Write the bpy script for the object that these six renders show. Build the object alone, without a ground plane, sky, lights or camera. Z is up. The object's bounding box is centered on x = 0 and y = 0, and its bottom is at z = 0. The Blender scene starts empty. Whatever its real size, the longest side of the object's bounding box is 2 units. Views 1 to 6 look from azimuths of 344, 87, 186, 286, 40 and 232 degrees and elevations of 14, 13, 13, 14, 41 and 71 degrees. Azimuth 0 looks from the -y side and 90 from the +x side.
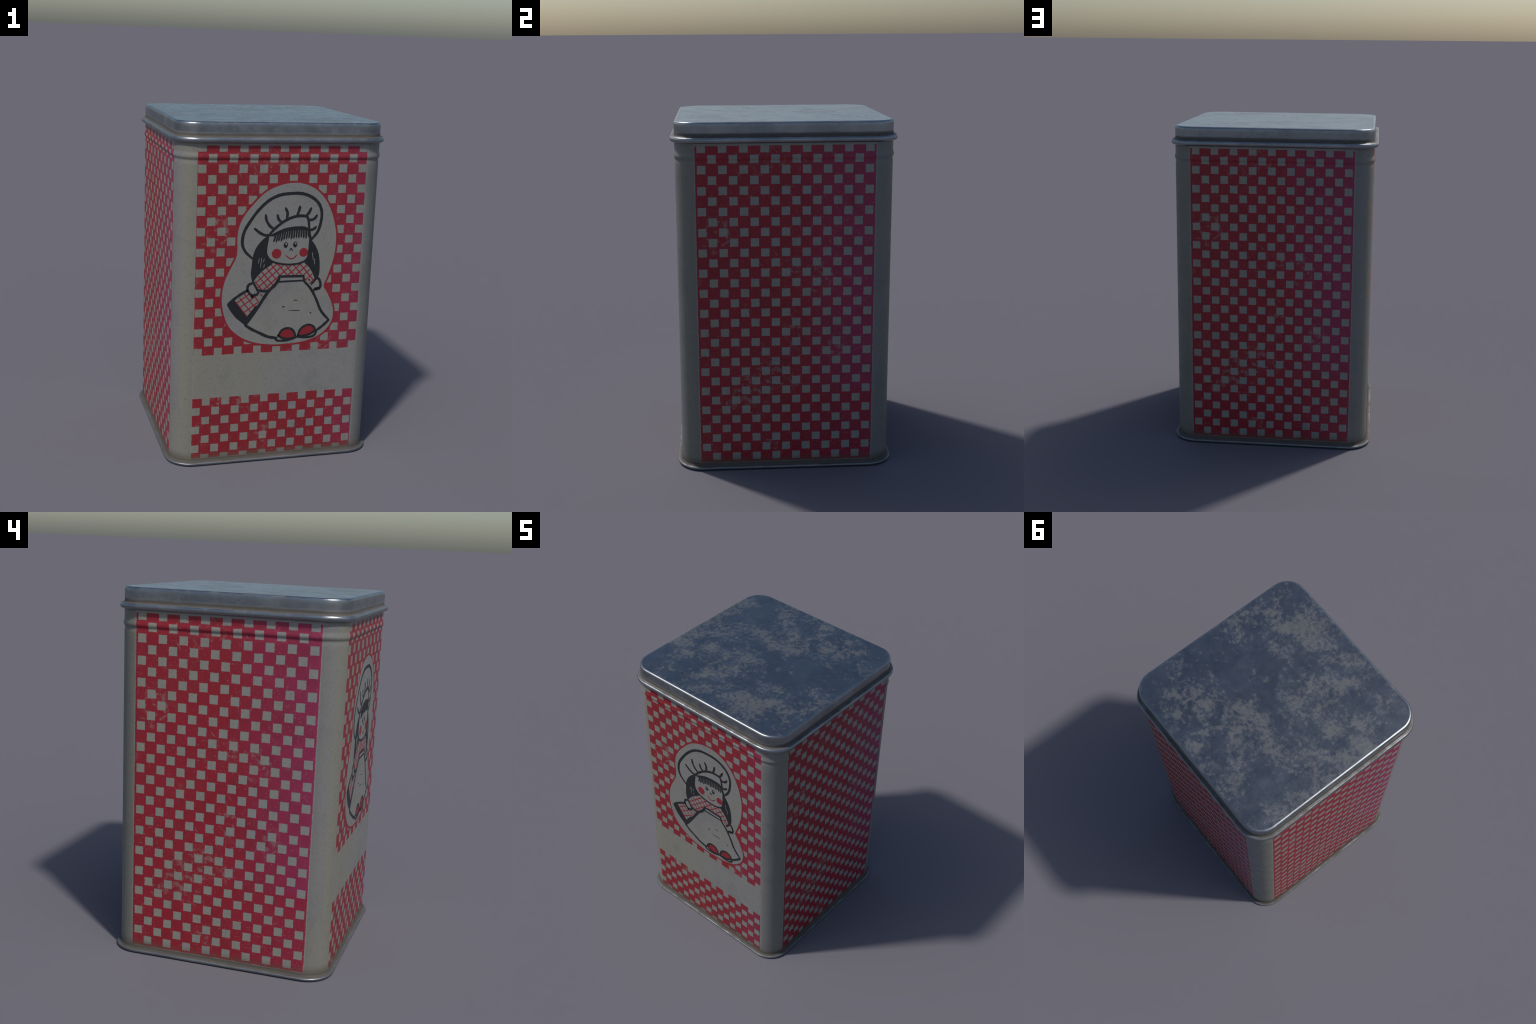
import bpy, math, random
from mathutils import Vector

random.seed(7)

# ------------------------------------------------------------------ sizes
HALF = 0.6042         # body half width (flat walls)
FLAT = 0.474          # where the rounded corners begin
SEG = 12              # segments per rounded corner

# ------------------------------------------------------------------ node helpers
class Nodes:
    def __init__(self, name):
        self.mat = bpy.data.materials.new(name)
        self.mat.use_nodes = True
        self.t = self.mat.node_tree
        self.t.nodes.clear()
        self.out = self.t.nodes.new('ShaderNodeOutputMaterial')
        self.bsdf = self.t.nodes.new('ShaderNodeBsdfPrincipled')
        self.t.links.new(self.bsdf.outputs[0], self.out.inputs[0])
        self.obj = self.t.nodes.new('ShaderNodeTexCoord').outputs['Object']

    def put(self, sock, v):
        if v is None:
            return
        if isinstance(v, bpy.types.NodeSocket):
            self.t.links.new(v, sock)
        elif isinstance(v, (tuple, list)) and len(v) == 3 and sock.type == 'RGBA':
            sock.default_value = (*v, 1.0)
        else:
            sock.default_value = v

    def math(self, op, a, b=None, c=None, clamp=False):
        n = self.t.nodes.new('ShaderNodeMath')
        n.operation = op
        n.use_clamp = clamp
        for i, v in enumerate((a, b, c)):
            if v is not None:
                self.put(n.inputs[i], v)
        return n.outputs[0]

    def step(self, v, lo, hi, a=0.0, b=1.0):
        """smooth step from a (at lo) to b (at hi)"""
        n = self.t.nodes.new('ShaderNodeMapRange')
        n.interpolation_type = 'SMOOTHSTEP'
        self.put(n.inputs[0], v)
        for i, q in enumerate((lo, hi, a, b)):
            n.inputs[i + 1].default_value = q
        return n.outputs[0]

    def mix(self, f, a, b, blend='MIX'):
        n = self.t.nodes.new('ShaderNodeMix')
        n.data_type = 'RGBA'
        n.blend_type = blend
        self.put(n.inputs[0], f)
        self.put(n.inputs[6], a)
        self.put(n.inputs[7], b)
        return n.outputs[2]

    def noise(self, scale, detail=4.0, rough=0.55, vec=None, dist=0.0, w=None):
        n = self.t.nodes.new('ShaderNodeTexNoise')
        if w is not None:
            n.noise_dimensions = '4D'
            n.inputs['W'].default_value = w
        self.put(n.inputs['Vector'], vec if vec is not None else self.obj)
        n.inputs['Scale'].default_value = scale
        n.inputs['Detail'].default_value = detail
        n.inputs['Roughness'].default_value = rough
        n.inputs['Distortion'].default_value = dist
        return n.outputs[0]

    def mapping(self, rot=(0, 0, 0), scale=(1, 1, 1), loc=(0, 0, 0), vec=None):
        n = self.t.nodes.new('ShaderNodeMapping')
        self.put(n.inputs[0], vec if vec is not None else self.obj)
        n.inputs['Location'].default_value = loc
        n.inputs['Rotation'].default_value = rot
        n.inputs['Scale'].default_value = scale
        return n.outputs[0]

    def xyz(self, v):
        n = self.t.nodes.new('ShaderNodeSeparateXYZ')
        self.put(n.inputs[0], v)
        return n.outputs

    def bump(self, height, strength=0.2, distance=0.004):
        n = self.t.nodes.new('ShaderNodeBump')
        n.inputs['Strength'].default_value = strength
        n.inputs['Distance'].default_value = distance
        self.put(n.inputs['Height'], height)
        self.put(self.bsdf.inputs['Normal'], n.outputs[0])

    def finish(self, color, rough, metal=0.0, spec=0.5):
        self.put(self.bsdf.inputs['Base Color'], color)
        self.put(self.bsdf.inputs['Roughness'], rough)
        self.put(self.bsdf.inputs['Metallic'], metal)
        self.put(self.bsdf.inputs['Specular IOR Level'], spec)
        return self.mat


WARM_WHITE = (0.215, 0.210, 0.178)
COOL_WHITE = (0.208, 0.207, 0.203)
RED = (0.225, 0.0125, 0.0205)
MAGENTA = (0.225, 0.023, 0.066)
SIDE_RED = (0.275, 0.0140, 0.0270)        # brighter, slightly pinker red on the side panels
SIDE_MAGENTA = (0.270, 0.0260, 0.078)


def white_paint(m, cool=None):
    """old off-white lacquer with grey smudges and specks"""
    smudge = m.noise(4.0, 8, 0.65)
    fine = m.noise(70.0, 4, 0.6)
    cool = cool if cool is not None else m.step(m.noise(2.0, 2), 0.4, 0.6)
    base = m.mix(cool, WARM_WHITE, COOL_WHITE)
    base = m.mix(m.step(smudge, 0.50, 0.72, 0.0, 0.40), base, (0.13, 0.134, 0.126))
    base = m.mix(m.step(fine, 0.45, 0.75, 0.0, 0.30), base, (0.11, 0.11, 0.10))
    specks = m.step(m.noise(38.0, 2, 0.5, w=3.0), 0.70, 0.76, 0.0, 0.35)
    return m.mix(specks, base, (0.07, 0.07, 0.065))


def wear_mask(m, local):
    """flaked and scratched places of the red ink, 0..1"""
    wl = m.mapping(scale=(1, 0.0, 1), vec=local)
    patch = m.step(m.noise(3.6, 2, 0.5, vec=wl, w=1.3), 0.55, 0.66)
    warp = m.noise(26.0, 8, 0.75, vec=wl, dist=0.5, w=2.0)
    flakes = m.step(warp, 0.50, 0.60)
    flakes = m.math('MULTIPLY', flakes, patch)
    # thin strokes in several directions
    total = flakes
    for ang, w in ((0.6, 4.0), (-0.9, 9.0), (1.45, 14.0)):
        sv = m.mapping(scale=(13, 1, 95), vec=m.mapping(rot=(0, ang, 0), vec=wl))
        s = m.noise(1.0, 3, 0.6, vec=sv, w=w)
        sm = m.math('MULTIPLY', m.step(s, 0.61, 0.70),
                    m.step(m.noise(5.0, 2, 0.5, vec=wl, w=w + 1), 0.53, 0.65))
        total = m.math('MAXIMUM', total, sm)
    dots = m.math('MULTIPLY', m.step(m.noise(95.0, 2, 0.5, vec=wl, w=6.0), 0.60, 0.67),
                  m.step(m.noise(4.5, 3, 0.6, vec=wl, w=11.0), 0.42, 0.60))
    total = m.math('MAXIMUM', total, m.math('MULTIPLY', dots, 0.8))
    return total


def wall_material(name, angle, front):
    """off-white lacquer with a printed red checker panel; angle turns the wall to the front"""
    m = Nodes(name)
    local = m.mapping(rot=(0, 0, angle))
    pitch_u, pitch_v, top_row = (0.0584, 0.0585, 1.8625) if front else (0.0572, 0.0575, 1.8590)
    u, _, v = m.xyz(local)
    flat = m.mapping(scale=(1, 0, 1), vec=local)
    # hand-cut irregularity of the print
    seed = 21.0 if front else 5.0
    amp = 0.010 if front else 0.004
    du = m.math('MULTIPLY', m.math('SUBTRACT', m.noise(3.5, 2, 0.5, vec=flat, w=seed), 0.5), amp)
    dv = m.math('MULTIPLY', m.math('SUBTRACT', m.noise(3.5, 2, 0.5, vec=flat, w=seed + 7), 0.5), amp)
    fu = m.math('MULTIPLY', m.math('SUBTRACT', m.noise(60, 3, 0.6, vec=flat, w=2.0), 0.5), 0.006)
    fv = m.math('MULTIPLY', m.math('SUBTRACT', m.noise(60, 3, 0.6, vec=flat, w=8.0), 0.5), 0.006)
    uu = m.math('ADD', m.math('ADD', u, du), fu)
    vv = m.math('ADD', m.math('ADD', v, dv), fv)
    if front:                         # lower block is printed slightly out of register
        low = m.step(v, 0.50, 0.60, 1.0, 0.0)
        uu = m.math('ADD', uu, m.math('ADD', m.math('MULTIPLY', low, 0.0045), 0.002))
        vv = m.math('ADD', vv, m.math('MULTIPLY', low, 0.0095))
    a = m.math('DIVIDE', uu, pitch_u)
    b = m.math('DIVIDE', m.math('SUBTRACT', top_row, vv), pitch_v)
    ia, ib = m.math('ROUND', a), m.math('ROUND', b)
    parity = m.math('FLOORED_MODULO', m.math('ADD', ia, ib), 2.0)
    even = m.math('LESS_THAN', parity, 0.5)
    da = m.math('ABSOLUTE', m.math('SUBTRACT', a, ia))
    db = m.math('ABSOLUTE', m.math('SUBTRACT', b, ib))
    white_sq = m.step(m.math('MAXIMUM', da, db), 0.368, 0.428, 1.0, 0.0)
    white_sq = m.math('MULTIPLY', white_sq, even)
    # outline of the printed panel
    au = m.math('ABSOLUTE', m.math('ADD', u, fu))
    half = 0.494 if front else 0.4915
    panel = m.step(au, half - 0.0015, half + 0.0015, 1.0, 0.0)
    panel = m.math('MULTIPLY', panel, m.step(v, 1.870, 1.876, 1.0, 0.0))
    panel = m.math('MULTIPLY', panel, m.step(v, 0.036, 0.044))
    if front:                         # blank band for a name under the picture
        hi = m.step(vv, 0.672, 0.675)
        lo = m.step(vv, 0.420, 0.423, 1.0, 0.0)
        panel = m.math('MULTIPLY', panel, m.step(u, 0.4875, 0.4905, 1.0, 0.0))
        panel = m.math('MULTIPLY', panel, m.math('ADD', hi, lo))
    wear = wear_mask(m, local)
    red = m.math('MULTIPLY', panel, m.math('SUBTRACT', 1.0, white_sq))
    red = m.math('MULTIPLY', red, m.math('SUBTRACT', 1.0, m.math('MULTIPLY', wear, 0.60)))
    # the ink is pinker towards the right hand side of each panel
    wob = m.math('MULTIPLY', m.math('SUBTRACT', m.noise(3.0, 3, 0.6, vec=flat, w=4.0), 0.5), 0.35)
    rightw = m.step(m.math('ADD', u, wob), -0.5, 0.1)
    right = m.step(m.math('ADD', u, wob), 0.20 if front else -0.02, 0.58 if front else 0.50)
    if front:
        cool = m.math('MULTIPLY', right, 0.8)
    else:
        lowband = m.math('MULTIPLY', m.step(v, 0.44, 0.50), 0.65)
        cool = m.math('MULTIPLY', right, m.math('ADD', lowband, 0.35))
    ink = m.mix(cool, RED, MAGENTA) if front else m.mix(cool, SIDE_RED, SIDE_MAGENTA)
    ink = m.mix(m.step(m.noise(9.0, 5, 0.6), 0.40, 0.75, 0.0, 0.35), ink, (0.135, 0.016, 0.020))
    ink = m.mix(m.step(m.noise(90.0, 3, 0.6), 0.50, 0.80, 0.0, 0.30), ink, (0.12, 0.03, 0.03))
    cool_w = m.math('MAXIMUM', cool, m.math('MULTIPLY', rightw, m.step(m.noise(1.7, 2, 0.5), 0.40, 0.6, 0.3, 0.9)))
    paint = white_paint(m, cool_w)
    inside = m.step(m.math('ABSOLUTE', u), half - 0.002, half + 0.010, 1.0, 0.0)
    gain = m.mix(inside, (0.89, 0.89, 0.885), (1.0, 1.0, 1.0) if front else (1.2, 1.19, 1.17))
    paint = m.mix(1.0, paint, gain, 'MULTIPLY')
    col = m.mix(red, paint, ink)
    # rusty dirt collected right above the folded base
    dirt = m.math('MULTIPLY', m.step(v, 0.035, 0.085, 0.75, 0.0), m.step(m.noise(9.0, 5, 0.6), 0.25, 0.65, 0.5, 1.0))
    col = m.mix(dirt, col, (0.085, 0.067, 0.046))
    rough = m.step(m.noise(14.0, 4, 0.6), 0.3, 0.7, 0.42, 0.58)
    m.bump(m.noise(45.0, 5, 0.6), 0.12, 0.004)
    return m.finish(col, rough, 0.0, 0.38)


def ink_material(name, color, worn, amount):
    """printed ink, chipped in small specks down to the lacquer"""
    m = Nodes(name)
    chips = m.math('MULTIPLY', m.step(m.noise(75.0, 5, 0.7, w=2.0), 0.60, 0.68),
                   m.step(m.noise(9.0, 4, 0.6, w=5.0), 0.45, 0.62))
    tone = m.mix(m.step(m.noise(30.0, 4, 0.6), 0.35, 0.7, 0.0, 0.4), color, tuple(c * 0.7 + 0.012 for c in color))
    col = m.mix(m.math('MULTIPLY', chips, amount), tone, worn)
    return m.finish(col, 0.5, 0.0, 0.4)


def backing_material(name):
    m = Nodes(name)
    col = white_paint(m, m.step(m.noise(3.0, 3), 0.3, 0.6, 0.45, 1.0))
    m.bump(m.noise(45.0, 5, 0.6), 0.12, 0.004)
    return m.finish(col, 0.5, 0.0, 0.45)


def tinplate_material(name, dusty=0.0, dirt_from=None, dirt_to=None, bright=1.0, gloss=0.05):
    """grey tinplate: dull oxide clouds, dust blotches, scratches; dirt in the fold between two heights"""
    m = Nodes(name)
    cloud = m.noise(8.0, 8, 0.70, dist=0.4)
    cloud2 = m.noise(34.0, 6, 0.72, w=4.0)
    big = m.noise(2.3, 3, 0.55, w=7.0)
    mixv = m.math('ADD', m.math('MULTIPLY', cloud, 0.50), m.math('MULTIPLY', cloud2, 0.50))
    mixv = m.math('ADD', mixv, m.math('MULTIPLY', m.math('SUBTRACT', big, 0.5), 0.42))
    blot = m.step(mixv, 0.473, 0.645)
    sv = m.mapping(scale=(5, 110, 1), vec=m.mapping(rot=(0, 0, 1.15)))
    scr = m.math('MULTIPLY', m.step(m.noise(1.0, 3, 0.6, vec=sv), 0.62, 0.72),
                 m.step(m.noise(2.6, 2, 0.5, w=9.0), 0.52, 0.66))
    metal_col = m.mix(m.step(m.noise(6.0, 6, 0.65, w=1.0), 0.35, 0.7), tuple(c * bright for c in (0.20, 0.215, 0.232)), tuple(c * bright for c in (0.265, 0.28, 0.295)))
    metal_col = m.mix(m.math('MULTIPLY', scr, 0.5), metal_col, (0.42, 0.43, 0.45))
    dust = (0.080, 0.077, 0.070)
    dustf = m.math('MULTIPLY', blot, dusty)
    col = m.mix(dustf, metal_col, dust)
    metal = m.math('SUBTRACT', 1.0, dustf)
    rough = m.math('ADD', m.step(m.noise(12.0, 6, 0.65, w=3.0), 0.3, 0.7, 0.34 - gloss, 0.44 - gloss), m.math('MULTIPLY', dustf, 0.35))
    if dirt_from is not None:
        _, _, z = m.xyz(m.obj)
        zz = m.math('ADD', z, m.math('MULTIPLY', m.math('SUBTRACT', m.noise(14.0, 4, 0.6), 0.5), 0.008))
        lo, mid, hi = dirt_from, (dirt_from + dirt_to) / 2, dirt_to
        band = m.math('MULTIPLY', m.step(zz, lo, lo + 0.006), m.step(zz, mid, hi, 1.0, 0.0))
        band = m.math('MULTIPLY', band, 0.9)
        col = m.mix(band, col, (0.062, 0.050, 0.036))
        metal = m.math('MULTIPLY', metal, m.math('SUBTRACT', 1.0, band))
        rough = m.math('ADD', rough, m.math('MULTIPLY', band, 0.35))
    m.bump(m.math('ADD', m.noise(22.0, 6, 0.65), m.math('MULTIPLY', scr, 0.3)), 0.10, 0.004)
    m.bsdf.inputs['Coat Weight'].default_value = 6 * gloss - 0.2 if gloss > 0.06 else 0.0
    m.bsdf.inputs['Coat Roughness'].default_value = 0.2
    return m.finish(col, rough, metal, 0.5)


# ------------------------------------------------------------------ mesh helpers
def ring(half, z, sides=14):
    """points of a rounded square; straight runs split into `sides`"""
    r = half - FLAT
    pts = []
    for q in range(4):
        a0 = -math.pi / 2 + q * math.pi / 2
        cx, cy = [(FLAT, -FLAT), (FLAT, FLAT), (-FLAT, FLAT), (-FLAT, -FLAT)][q]
        for i in range(SEG + 1):
            a = a0 + (math.pi / 2) * i / SEG
            pts.append((cx + r * math.cos(a), cy + r * math.sin(a), z))
        nx, ny = [(FLAT + r, FLAT), (-FLAT, FLAT + r), (-FLAT - r, -FLAT), (FLAT, -FLAT - r)][q]
        lx, ly, _ = pts[-1]
        for i in range(1, sides):
            t = i / sides
            pts.append((lx + (nx - lx) * t, ly + (ny - ly) * t, z))
    return pts


def loft(name, profile, cap_first=False, cap_last=False, smooth_angle=50):
    verts, faces = [], []
    n = None
    for half, z in profile:
        p = ring(half, z)
        n = len(p)
        verts += p
    for k in range(len(profile) - 1):
        for i in range(n):
            j = (i + 1) % n
            faces.append((k * n + i, k * n + j, (k + 1) * n + j, (k + 1) * n + i))
    if cap_first:
        faces.append(tuple(reversed(range(n))))
    if cap_last:
        b = (len(profile) - 1) * n
        faces.append(tuple(range(b, b + n)))
    me = bpy.data.meshes.new(name)
    me.from_pydata(verts, [], faces)
    me.update()
    me.shade_smooth()
    me.set_sharp_from_angle(angle=math.radians(smooth_angle))
    ob = bpy.data.objects.new(name, me)
    bpy.context.collection.objects.link(ob)
    return ob


def empty(name, parent=None):
    ob = bpy.data.objects.new(name, None)
    bpy.context.collection.objects.link(ob)
    ob.parent = parent
    return ob


# ------------------------------------------------------------------ the tin
tin = empty('storage_tin')
tin['label'] = 'tall square tin with red white checks, cook picture, metal lid'
tin['category'] = 'storage tin'

# body: flat walls with a rounded stiffening bead close under the lid, flaring out to the base fold
body_profile = [(HALF - 0.010, 1.915), (HALF - 0.001, 1.905), (HALF, 1.895), (HALF, 1.860), (HALF, 1.840)]
# bead: bulges out, undercut by a narrow groove
for z, d in ((1.836, 0.0), (1.831, 0.0007), (1.825, 0.0022), (1.819, 0.0038), (1.813, 0.0048), (1.808, 0.0047), (1.803, 0.0034),
             (1.799, 0.0012), (1.795, -0.0012), (1.791, -0.0024), (1.786, -0.0021), (1.780, -0.0012), (1.773, -0.0004), (1.768, 0.0)):
    body_profile.append((HALF + d, z))
body_profile.append((HALF, 1.760))
for i in range(1, 22):
    body_profile.append((HALF, 1.760 - (1.760 - 0.075) * i / 21))
body_profile += [(HALF, 0.055), (HALF, 0.040), (HALF + 0.0008, 0.033), (HALF + 0.0025, 0.027), (HALF + 0.004, 0.022)]
body = loft('body', list(reversed(body_profile)))
body.parent = tin
walls = [wall_material('printed_front', 0.0, True), wall_material('printed_right', -math.pi / 2, False),
         wall_material('printed_back', math.pi, False), wall_material('printed_left', math.pi / 2, False)]
for w in walls:
    body.data.materials.append(w)
for f in body.data.polygons:
    x, y, _ = f.center
    f.material_index = (0 if y < 0 else 2) if abs(y) > abs(x) else (1 if x > 0 else 3)

# folded base rim and the recessed bottom plate
base_profile = [(0.598, 0.010), (0.600, 0.003), (0.606, 0.0), (0.617, 0.0), (0.6225, 0.0015), (0.6260, 0.0045),
                (0.6280, 0.0085), (0.6280, 0.0125), (0.6265, 0.0160), (0.6235, 0.0182), (0.6190, 0.0190), (0.6150, 0.0200),
                (0.6115, 0.0222), (0.6085, 0.0260), (0.6065, 0.0310), (0.6056, 0.0370)]
base = loft('base_rim', base_profile)
base.parent = tin
base.data.materials.append(tinplate_material('base_tinplate', 0.45, 0.0150, 0.070, 1.0, -0.06))
plate = loft('bottom_plate', [(0.580, 0.012), (0.601, 0.012)], cap_first=True)
plate.parent = tin
plate.data.materials.append(tinplate_material('plate_tinplate', 0.8))

# lid: flat top, rounded edge, upright skirt and a rolled bead at its lower end
lid_profile = [(0.598, 1.900), (0.603, 1.8890), (0.608, 1.8860), (0.6140, 1.8862), (0.6205, 1.8885), (0.6255, 1.8935),
               (0.6280, 1.9000), (0.6280, 1.9070), (0.6258, 1.9130), (0.6222, 1.9170), (0.6180, 1.9180),
               (0.6130, 1.9178), (0.6085, 1.9190), (0.6055, 1.9225), (0.6043, 1.9285), (0.6042, 1.940), (0.6045, 1.955), (0.6045, 1.970),
               (0.6045, 1.9850), (0.6038, 1.9905), (0.6018, 1.9950), (0.5985, 1.9980), (0.5945, 1.9995),
               (0.5900, 2.0)]
lid = loft('lid', lid_profile)
lid.parent = tin
lid.data.materials.append(tinplate_material('lid_tinplate', 0.30, 1.9140, 1.948, 1.28))
top = loft('lid_top', [(0.590, 2.0), (0.54, 2.0)], cap_last=True)
top.parent = lid
top.data.materials.append(tinplate_material('lid_top_tinplate', 0.72, bright=0.92, gloss=0.10))

# ------------------------------------------------------------------ printed picture of a doll cook on the front
INK = ink_material('black_ink', (0.012, 0.013, 0.015), (0.12, 0.12, 0.115), 0.75)
REDINK = ink_material('red_ink', (0.225, 0.0125, 0.0205), (0.22, 0.20, 0.18), 0.5)
PAPER = backing_material('white_lacquer')
SURF = -HALF


def smooth_path(pts, closed=False, per=6):
    """Catmull-Rom through control points given in millimetres on the front wall"""
    p = [Vector((a / 1000, b / 1000)) for a, b in pts]
    n = len(p)
    out = []
    last = n if closed else n - 1
    for i in range(last):
        if closed:
            p0, p1, p2, p3 = p[i - 1], p[i], p[(i + 1) % n], p[(i + 2) % n]
        else:
            p1, p2 = p[i], p[i + 1]
            p0 = p[i - 1] if i else p1 * 2 - p2
            p3 = p[i + 2] if i + 2 < n else p2 * 2 - p1
        for k in range(per):
            t = k / per
            out.append(0.5 * (2 * p1 + (p2 - p0) * t + (2 * p0 - 5 * p1 + 4 * p2 - p3) * t * t
                              + (3 * p1 - p0 - 3 * p2 + p3) * t ** 3))
    if not closed:
        out.append(p[-1])
    return out


def straight_path(pts):
    return [Vector((a / 1000, b / 1000)) for a, b in pts]


class Print:
    """collects flat ink shapes (thin solid layers) into one mesh"""
    def __init__(self):
        self.v, self.f, self.mi = [], [], []

    def prism(self, outline, lift, mat):
        area = sum(a.x * b.y - b.x * a.y for a, b in zip(outline, outline[1:] + outline[:1]))
        if area < 0:
            outline = outline[::-1]
        n, b = len(outline), len(self.v)
        self.v += [(q.x, SURF - lift, q.y) for q in outline] + [(q.x, SURF + 0.0005, q.y) for q in outline]
        self.f.append(tuple(range(b, b + n)))
        self.mi.append(mat)
        for i in range(n):
            j = (i + 1) % n
            self.f.append((b + i, b + n + i, b + n + j, b + j))
            self.mi.append(mat)

    def stroke(self, pts, width, lift=0.0019, mat=0, taper=0.25, wobble=0.10, smooth=True):
        path = smooth_path(pts) if smooth else straight_path(pts)
        if mat == 0:
            width *= 1.28
        n = len(path)
        left, right = [], []
        for i, q in enumerate(path):
            d = (path[min(i + 1, n - 1)] - path[max(i - 1, 0)])
            d.normalize()
            nrm = Vector((-d.y, d.x))
            e = min(i, n - 1 - i) / max(1, (n - 1) / 2)
            w = width / 2 * (1 - taper * (1 - min(1, e * 3)) ** 2) * (1 + random.uniform(-wobble, wobble))
            left.append(q + nrm * w)
            right.append(q - nrm * w)
        def cap(q, a, sgn):
            c = []
            for k in range(1, 5):
                ang = math.pi * k / 5
                r = (a - q)
                rr = Vector((r.x * math.cos(sgn * ang) - r.y * math.sin(sgn * ang),
                             r.x * math.sin(sgn * ang) + r.y * math.cos(sgn * ang)))
                c.append(q + rr)
            return c
        # quads keep curved strokes well formed; the ends are rounded
        b = len(self.v)
        for a, c in zip(left, right):
            self.v += [(a.x, SURF - lift, a.y), (c.x, SURF - lift, c.y),
                       (a.x, SURF + 0.0005, a.y), (c.x, SURF + 0.0005, c.y)]
        for i in range(n - 1):
            o, p = b + 4 * i, b + 4 * i + 4
            for f in ((o, o + 1, p + 1, p), (o + 2, o, p, p + 2), (o + 1, o + 3, p + 3, p + 1)):
                self.f.append(f)
                self.mi.append(mat)
        self.prism([left[0]] + cap(path[0], left[0], 1) + [right[0]], lift - 0.00003, mat)
        self.prism([right[-1]] + cap(path[-1], right[-1], 1) + [left[-1]], lift - 0.00003, mat)

    def ellipse(self, c, rx, ry, lift, mat, rot=0.0):
        pts = []
        for k in range(28):
            a = 2 * math.pi * k / 28
            w = 1 + random.uniform(-0.03, 0.03)
            x, y = rx * math.cos(a) * w, ry * math.sin(a) * w
            pts.append(Vector(((c[0] + x * math.cos(rot) - y * math.sin(rot)) / 1000,
                               (c[1] + x * math.sin(rot) + y * math.cos(rot)) / 1000)))
        self.prism(pts, lift, mat)

    def lattice(self, region, angles, gap, width, lift, mat):
        """straight red lines in two directions, cut to the region's outline"""
        reg = straight_path(region)
        for ang, off in angles:
            d = Vector((math.cos(ang), math.sin(ang)))
            nrm = Vector((-d.y, d.x))
            vals = [q.dot(nrm) for q in reg]
            s = math.floor(min(vals) / gap) * gap + off
            while s < max(vals):
                ts = []
                for a, b in zip(reg, reg[1:] + reg[:1]):
                    fa, fb = a.dot(nrm) - s, b.dot(nrm) - s
                    if (fa < 0) != (fb < 0):
                        k = fa / (fa - fb)
                        ts.append((a + (b - a) * k).dot(d))
                ts.sort()
                for t0, t1 in zip(ts[::2], ts[1::2]):
                    if t1 - t0 > 0.006:
                        p0, p1 = nrm * s + d * t0, nrm * s + d * t1
                        self.stroke([(p0.x * 1000, p0.y * 1000), (p1.x * 1000, p1.y * 1000)], width, lift, mat, 0.0, 0.05, False)
                s += gap * random.uniform(0.92, 1.08)
                lift += 0.000012

    def make(self, name, mats, parent):
        me = bpy.data.meshes.new(name)
        me.from_pydata(self.v, [], self.f)
        for m in mats:
            me.materials.append(m)
        for p, i in zip(me.polygons, self.mi):
            p.material_index = i
        me.update()
        ob = bpy.data.objects.new(name, me)
        bpy.context.collection.objects.link(ob)
        ob.parent = parent
        return ob


MATS = [INK, REDINK, PAPER]

# white cut-out shape with its thin red border
cutout = [(64, 1666), (-18, 1652), (-98, 1616), (-165, 1552), (-219, 1485), (-248, 1424), (-258, 1357), (-256, 1288),
          (-261, 1244), (-284, 1195), (-314, 1133), (-331, 1077), (-338, 1020), (-333, 956), (-319, 897), (-292, 838),
          (-245, 790), (-186, 754), (-114, 730), (-28, 718), (51, 718), (131, 723), (203, 739), (263, 766), (308, 807),
          (332, 853), (336, 906), (322, 960), (292, 1020), (269, 1060), (287, 1112), (312, 1189), (327, 1266), (329, 1356),
          (318, 1419), (301, 1477), (264, 1553), (208, 1616), (142, 1653)]
shape = smooth_path(cutout, True, 4)
n = len(shape)
border = []
for i, q in enumerate(shape):
    d = (shape[(i + 1) % n] - shape[i - 1]).normalized()
    border.append(q + Vector((-d.y, d.x)) * -0.011)
P = Print()
P.prism(shape, 0.0010, 2)
P.prism(border, 0.0005, 1)
picture = P.make('printed_picture', MATS, tin)

# cook's hat
P = Print()
W = 0.0125
P.stroke([(-166, 1235), (-205, 1271), (-225, 1306), (-229, 1344), (-219, 1393), (-192, 1442), (-144, 1509), (-84, 1566),
          (-22, 1596), (41, 1605), (112, 1604), (171, 1582), (212, 1547), (233, 1497), (231, 1440), (215, 1384), (181, 1340)], 0.0135)
P.stroke([(-72, 1371), (-39, 1408), (17, 1450), (80, 1474), (138, 1474), (155, 1454), (163, 1397)], W, 0.00192)
P.stroke([(-63, 1365), (-6, 1391), (45, 1406), (103, 1410), (148, 1403), (172, 1359)], 0.010, 0.00194)
for fold in ([(-159, 1407), (-127, 1382), (-95, 1368), (-69, 1370)], [(-98, 1483), (-92, 1452), (-71, 1421), (-45, 1402)],
             [(-29, 1482), (-22, 1460), (-2, 1438)], [(17, 1522), (29, 1494), (26, 1460)], [(102, 1530), (96, 1505), (87, 1479)],
             [(169, 1520), (157, 1495), (141, 1476)], [(206, 1478), (188, 1457), (160, 1451)], [(203, 1410), (188, 1398), (163, 1392)]):
    P.stroke(fold, W * 0.95, 0.00196)
P.make('printed_hat', MATS, picture)

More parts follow.
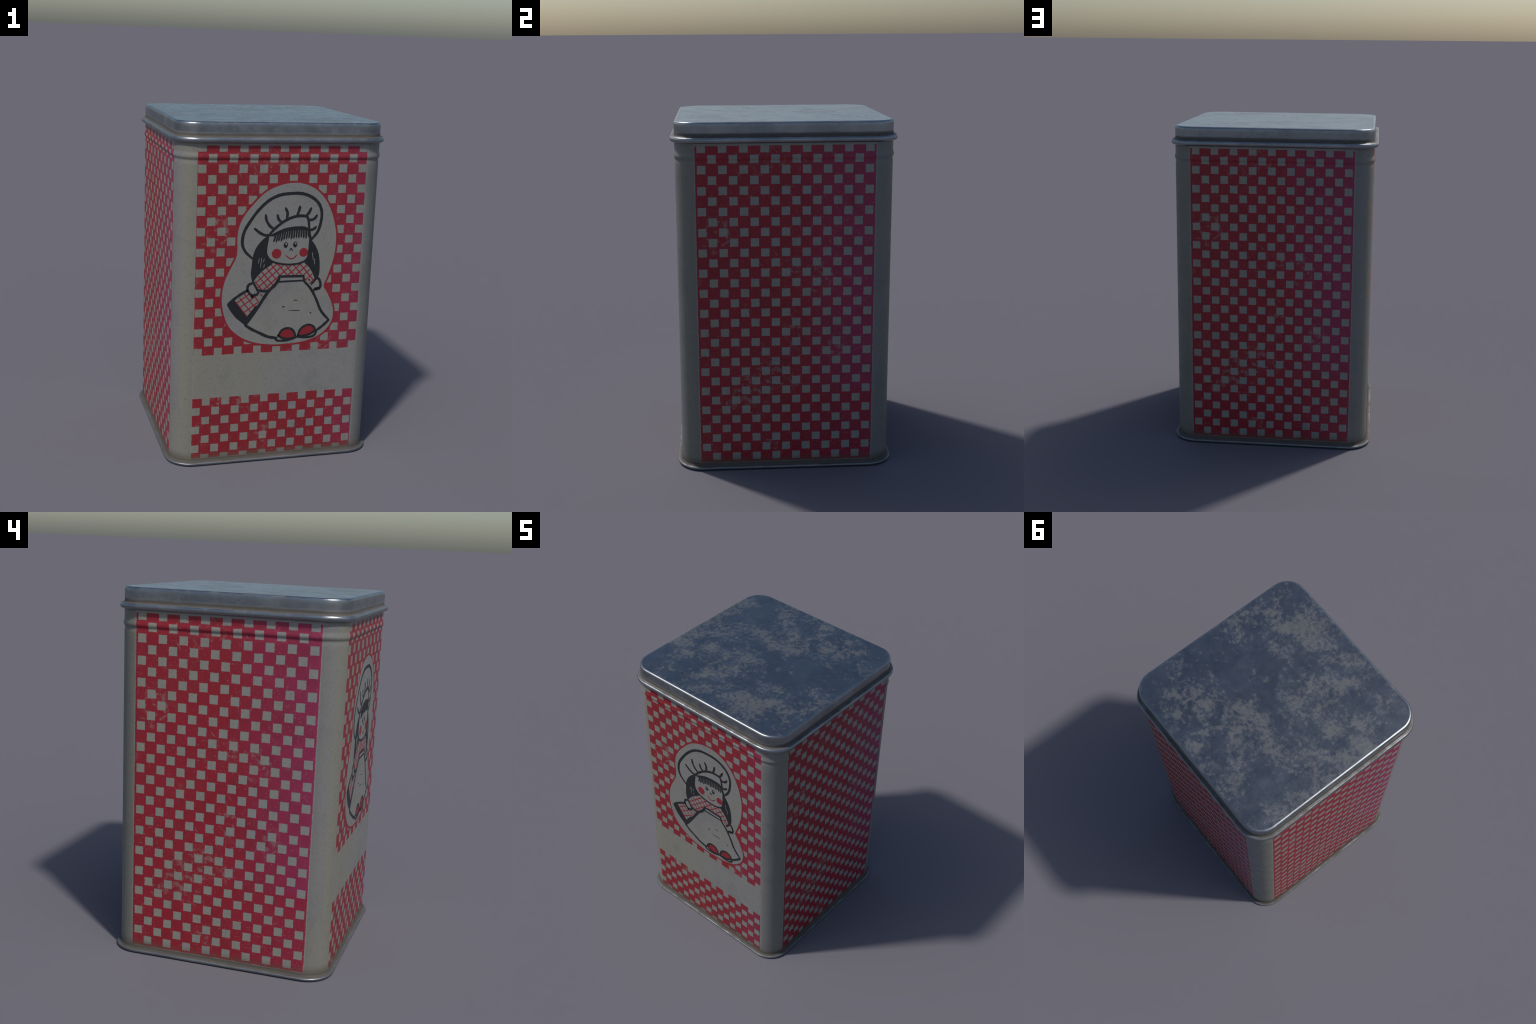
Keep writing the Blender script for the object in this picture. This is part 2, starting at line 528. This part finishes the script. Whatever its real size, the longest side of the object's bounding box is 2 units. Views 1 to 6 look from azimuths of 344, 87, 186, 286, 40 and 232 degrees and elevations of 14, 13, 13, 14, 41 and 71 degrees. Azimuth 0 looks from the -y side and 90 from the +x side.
# hair: two side locks with light streaks, and a fringe
P = Print()
P.prism(smooth_path([(-72, 1365), (-106, 1347), (-143, 1304), (-163, 1254), (-170, 1185), (-172, 1141), (-160, 1096), (-142, 1121),
                     (-105, 1161), (-62, 1191), (-43, 1213), (-73, 1233), (-91, 1277), (-84, 1334)], True, 4), 0.0014, 0)
P.prism(smooth_path([(175, 1334), (206, 1301), (229, 1249), (238, 1185), (236, 1127), (218, 1095), (199, 1134), (174, 1174),
                     (142, 1207), (164, 1238), (169, 1277)], True, 4), 0.0014, 0)
for streak in ([(-126, 1236), (-131, 1205)], [(-112, 1240), (-118, 1180)], [(-97, 1235), (-101, 1212)], [(-95, 1200), (-99, 1180)],
               [(188, 1262), (197, 1215)], [(203, 1225), (206, 1190)]):
    P.stroke(streak, 0.0035, 0.0021, 2, 0.6)
P.stroke([(-50, 1366), (-6, 1385), (45, 1398), (103, 1402), (155, 1396)], 0.013, 0.00150)
for i in range(15):
    t = i / 14
    x0 = -32 + 190 * t
    z0 = 1374 + 28 * math.sin(math.pi * (0.10 + 0.72 * t))
    ln = 48 + 12 * math.sin(3 * t + 1) + random.uniform(-6, 6)
    lean = -14 + 18 * t
    P.stroke([(x0, z0), (x0 + lean * 0.4, z0 - ln * 0.5), (x0 + lean, z0 - ln)], 0.0085, 0.00152 + i * 0.00001, 0, 0.5)
P.stroke([(160, 1398), (168, 1365), (176, 1330)], 0.012, 0.00178)
P.make('printed_hair', MATS, picture)

# face
P = Print()
P.stroke([(-78, 1356), (-88, 1290), (-83, 1252), (-56, 1219), (-10, 1202), (55, 1194), (120, 1201), (158, 1226), (168, 1270),
          (169, 1334)], 0.0090, 0.0017)
for cx, cz in ((27, 1309), (83, 1311)):
    P.ellipse((cx, cz), 12.5, 17, 0.0017, 0, -0.15)
    P.ellipse((cx + 1.5, cz + 4.5), 5.5, 8, 0.0020, 2, -0.15)
    P.ellipse((cx - 0.5, cz - 1.5), 5.0, 4.0, 0.0023, 0)
P.stroke([(52, 1277), (60, 1289), (69, 1274)], 0.0045, 0.0017)
P.stroke([(29, 1250), (48, 1234), (63, 1228), (79, 1233), (98, 1251)], 0.0068, 0.0017, 1, 0.6)
P.make('printed_face', MATS, picture)
for cx, cz, r in ((-25, 1260, 28.5), (136, 1263, 26)):
    P = Print()
    P.ellipse((cx, cz), r, r, 0.0016, 1)
    P.make('printed_cheek', MATS, picture)

# checked blouse with sleeves
P = Print()
P.lattice([(-43, 1203), (-99, 1164), (-148, 1102), (-123, 1056), (-68, 1047), (-31, 1085), (-4, 1129), (143, 1123), (151, 1104),
           (192, 1073), (211, 1102), (181, 1154), (146, 1204), (94, 1196), (29, 1195)],
          ((0.72, 0.0), (-0.86, 0.012)), 0.033, 0.0068, 0.0012, 1)
P.stroke([(-133, 1050), (-94, 1042), (-62, 1047), (-24, 1078), (-3, 1119)], 0.0125)
P.stroke([(-160, 1100), (-142, 1070), (-125, 1043)], 0.010, 0.00192)
P.stroke([(192, 1073), (206, 1088), (220, 1108)], 0.009, 0.00192)
P.stroke([(176, 1103), (181, 1096)], 0.007, 0.00192)
P.make('printed_blouse', MATS, picture)

# hands
for line in ([(-157, 1092), (-182, 1083), (-190, 1059), (-178, 1033), (-166, 1022), (-160, 1009), (-152, 1020), (-132, 1024), (-123, 1040)],
             [(220, 1108), (238, 1102), (249, 1068), (243, 1045), (234, 1050), (226, 1040), (218, 1046), (207, 1030)]):
    P = Print()
    P.stroke(line, 0.0115)
    P.make('printed_hand', MATS, picture)

# apron: waistband, bell shaped front
P = Print()
P.stroke([(-4, 1125), (143, 1123)], 0.014, 0.0019, smooth=False)
P.stroke([(-6, 1094), (145, 1097)], 0.011, 0.0019, smooth=False)
P.stroke([(-4, 1125), (-6, 1094)], 0.009, 0.00192, smooth=False)
P.stroke([(141, 1123), (148, 1095)], 0.012, 0.00194, smooth=False)
P.stroke([(-3, 1110), (-28, 1076), (-68, 1035), (-129, 940), (-190, 849)], 0.014, 0.00196)
P.stroke([(-195, 843), (-158, 818), (-116, 796), (-57, 767), (-4, 757)], 0.013, 0.00198)
P.stroke([(145, 1094), (187, 1050), (223, 990), (261, 909), (312, 851)], 0.0115, 0.0020)
P.stroke([(312, 851), (273, 816), (238, 791)], 0.012, 0.00202)
for mark, w in (([(65, 920), (72, 920)], 0.004), ([(80, 920), (127, 918)], 0.004), ([(24, 943), (34, 944)], 0.0065),
                ([(91, 981), (111, 980)], 0.0045), ([(195, 903), (199, 899)], 0.006)):
    P.stroke(mark, w, 0.0019, smooth=False)
P.make('printed_apron', MATS, picture)

# skirt behind the apron, with a broad dark hem
P = Print()
P.lattice([(-193, 1036), (-258, 988), (-188, 898), (-154, 935), (-87, 1032), (-125, 1021), (-160, 1006)],
          ((0.62, 0.006), (-0.90, 0.010)), 0.036, 0.0066, 0.0012, 1)
P.stroke([(-258, 988), (-225, 945), (-188, 898)], 0.005, 0.0018, 1, 0.0)
P.prism(straight_path([(-307, 968), (-265, 996), (-188, 893), (-135, 960), (-125, 945), (-192, 838), (-220, 862), (-252, 888), (-285, 930)]), 0.0015, 0)
P.stroke([(-187, 1051), (-247, 1016), (-300, 973)], 0.0125)
P.make('printed_skirt', MATS, picture)

# shoes
for toe, sole in (([(6, 769), (27, 802), (63, 813), (94, 799), (110, 763), (96, 751), (43, 750)], [(-17, 758), (4, 740), (63, 740), (116, 754)]),
                  ([(125, 760), (140, 803), (179, 827), (213, 820), (229, 798), (215, 779), (175, 764)], [(116, 758), (183, 751), (226, 762), (240, 791)])):
    P = Print()
    P.prism(smooth_path(toe, True, 5), 0.0014, 1)
    P.stroke(toe + toe[:1], 0.0105, 0.0018, 0, 0.0)
    P.stroke(sole, 0.0105, 0.00184)
    P.make('printed_shoe', MATS, picture)
